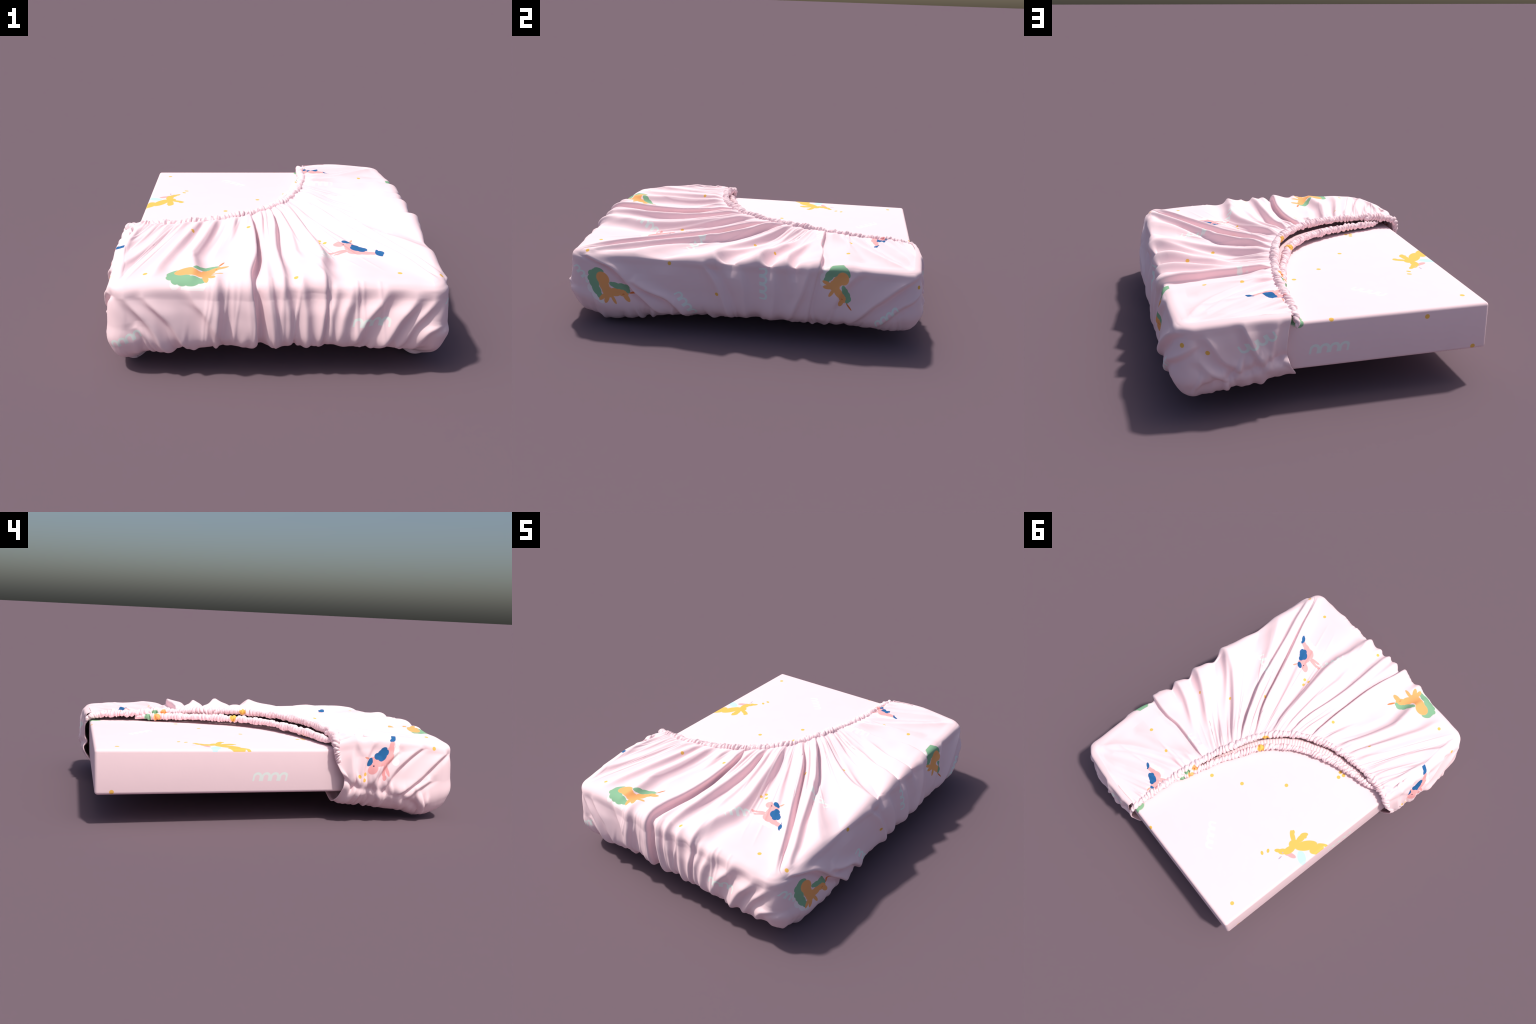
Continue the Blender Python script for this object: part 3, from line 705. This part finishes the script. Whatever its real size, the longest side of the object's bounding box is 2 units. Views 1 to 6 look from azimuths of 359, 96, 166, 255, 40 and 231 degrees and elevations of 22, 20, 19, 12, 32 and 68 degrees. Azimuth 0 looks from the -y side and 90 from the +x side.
def cotton_by_motif(ob, face_centres):
    """One cotton for all the cloth; a face carries only those motifs of the print that can reach it."""
    marks = [(m[1], 1.2 * np.linalg.norm(m[2]) * 1.1, m, None) for m in SHEET_PRINTS] + [(d[1], d[2] * 1.6, None, d) for d in SHEET_DOTS]
    code = np.zeros(len(face_centres), np.int64)
    for i, (C, R, _, _) in enumerate(marks):
        d = face_centres - np.array(C, np.float32)
        code |= (np.einsum("ij,ij->i", d, d) < (R + 0.012) ** 2).astype(np.int64) << i
    keys, index = np.unique(code, return_inverse=True)
    for key in keys:
        on = [mark for i, mark in enumerate(marks) if int(key) >> i & 1]
        ob.data.materials.append(printed_cotton("printed_cotton", [m for *_, m, d in on if m], [d for *_, m, d in on if d], (420.0, 0.04))
                                 if on else PLAIN_COTTON)
    ob.data.polygons.foreach_set("material_index", index.reshape(-1).astype(np.int32))


hem_cloth = printed_cotton("gathered_cotton", [], HEM_DOTS, (420.0, 0.04))
mattress_cloth = printed_cotton("quilted_cotton", MATTRESS_PRINTS, MATTRESS_DOTS, (70.0, 0.10))


def apply_modifiers(ob):
    dg = bpy.context.evaluated_depsgraph_get()
    me = bpy.data.meshes.new_from_object(ob.evaluated_get(dg))
    old = ob.data; ob.modifiers.clear(); ob.data = me; me.name = ob.name
    bpy.data.meshes.remove(old)

# ---- mattress
x0, x1 = MAT_X; y0, y1 = MAT_Y; z0, z1 = MAT_Z
mat_ob = new_mesh("mattress", [(x, y, z) for z in (z0, z1) for y in (y0, y1) for x in (x0, x1)],
    [(0, 2, 3, 1), (4, 5, 7, 6), (0, 1, 5, 4), (2, 6, 7, 3), (0, 4, 6, 2), (1, 3, 7, 5)], mattress_cloth)
bv = mat_ob.modifiers.new("round", "BEVEL"); bv.width = 0.016; bv.segments = 5
apply_modifiers(mat_ob); mat_ob.data.shade_smooth()
mat_ob["label"] = "flat pale pink mattress block with small printed animals"
mat_ob["category"] = "mattress"

sheet = bpy.data.objects.new("fitted_sheet", None); bpy.context.scene.collection.objects.link(sheet)
sheet["label"] = "gathered pink fitted sheet pulled half over a mattress"; sheet["category"] = "bed sheet"

p = np.linspace(0, P_END, 1250); s = np.linspace(0, 2.3, 290)
S = sheet_surface(p, s)
cloth_points = S[:, ::2].reshape(-1, 3)
SHEET_DOTS = [(c, tuple(cloth_points[np.linalg.norm(cloth_points - np.array(at), axis=1).argmin()]), r) for c, at, r in SHEET_DOTS]
whole = grid_mesh("sheet", S, None, None)
sd = whole.modifiers.new("thickness", "SOLIDIFY"); sd.thickness = 0.005; sd.offset = -1
apply_modifiers(whole)


def split_panels(ob, n_grid, n_cols):
    """Cut the seamless sheet into its panels; borders coincide and keep the whole sheet's normals."""
    me = ob.data
    co = np.empty(len(me.vertices) * 3, np.float32); me.vertices.foreach_get("co", co); co = co.reshape(-1, 3)
    nr = np.empty_like(co).reshape(-1); me.vertex_normals.foreach_get("vector", nr); nr = nr.reshape(-1, 3)
    q = np.empty(len(me.polygons) * 4, np.int32); me.polygons.foreach_get("vertices", q); q = q.reshape(-1, 4)
    g = q % n_grid
    sm = s[g // n_cols].mean(1); pm = p[g % n_cols].mean(1)
    top = sm < 1.07
    regions = [("top_panel", top)] + [("side_panel", ~top & (pm >= a) & (pm < b)) for a, b in
               ((-1, P_FL), (P_FL, P_FR), (P_FR, P_BR), (P_BR, 99))]
    for k, (name, pick) in enumerate(regions):
        faces = q[pick]; used, inv = np.unique(faces, return_inverse=True)
        part = faces_mesh(name, co[used], inv.reshape(-1, 4), None, sheet)
        cotton_by_motif(part, co[faces].mean(1))
        part.data.normals_split_custom_set_from_vertices([tuple(v) for v in nr[used]])
    bpy.data.objects.remove(ob); bpy.data.meshes.remove(me)


split_panels(whole, S.shape[0] * S.shape[1], S.shape[1])

upper = [(-0.742, -0.302, 0.290), (-0.745, -0.287, 0.330), (-0.748, -0.270, 0.375), (-0.745, -0.263, 0.405)] + RIM + [(0.201, 0.960, 0.396), (0.204, 0.966, 0.372)]
grid_mesh("elastic_hem", ruched_tube(upper, 0.0195, 0.023, 21, taper=(0.16, 0.06)), hem_cloth, sheet, closed=True)
grid_mesh("elastic_hem", ruched_tube(INNER_RIM, 0.0180, 0.023, 33, taper=(0.05, 0.08)), hem_cloth, sheet, closed=True)

# lining between the two bands of the turned-in hem
def hem_lining(n=500):
    low, _ = arc_curve(INNER_RIM, n)
    rows = []
    for i in range(n):
        d = np.hypot(RIM_LINE[:, 0] - low[i, 0], RIM_LINE[:, 1] - low[i, 1]); hi = RIM_LINE[d.argmin()]
        rows.append([low[i] + (hi - low[i]) * f + np.array([0, 0, -dz]) for f, dz in
                     ((0.0, 0.0), (0.18, 0.006), (0.36, 0.012), (0.54, 0.020), (0.70, 0.028), (0.86, 0.036))])
    L = np.array(rows).transpose(1, 0, 2)
    l = np.linspace(0, 1, n)
    L[..., 2] += (0.0035 * np.sin(l * 520 + 2.0 * slow_noise(l * 40, l * 0, 5, 2)))[None, :] * np.array([0, .6, 1, 1, .6, 0])[:, None]
    return L


lining = grid_mesh("hem_lining", hem_lining(), hem_cloth, sheet)
sd = lining.modifiers.new("thickness", "SOLIDIFY"); sd.thickness = 0.003; sd.offset = 0
apply_modifiers(lining)
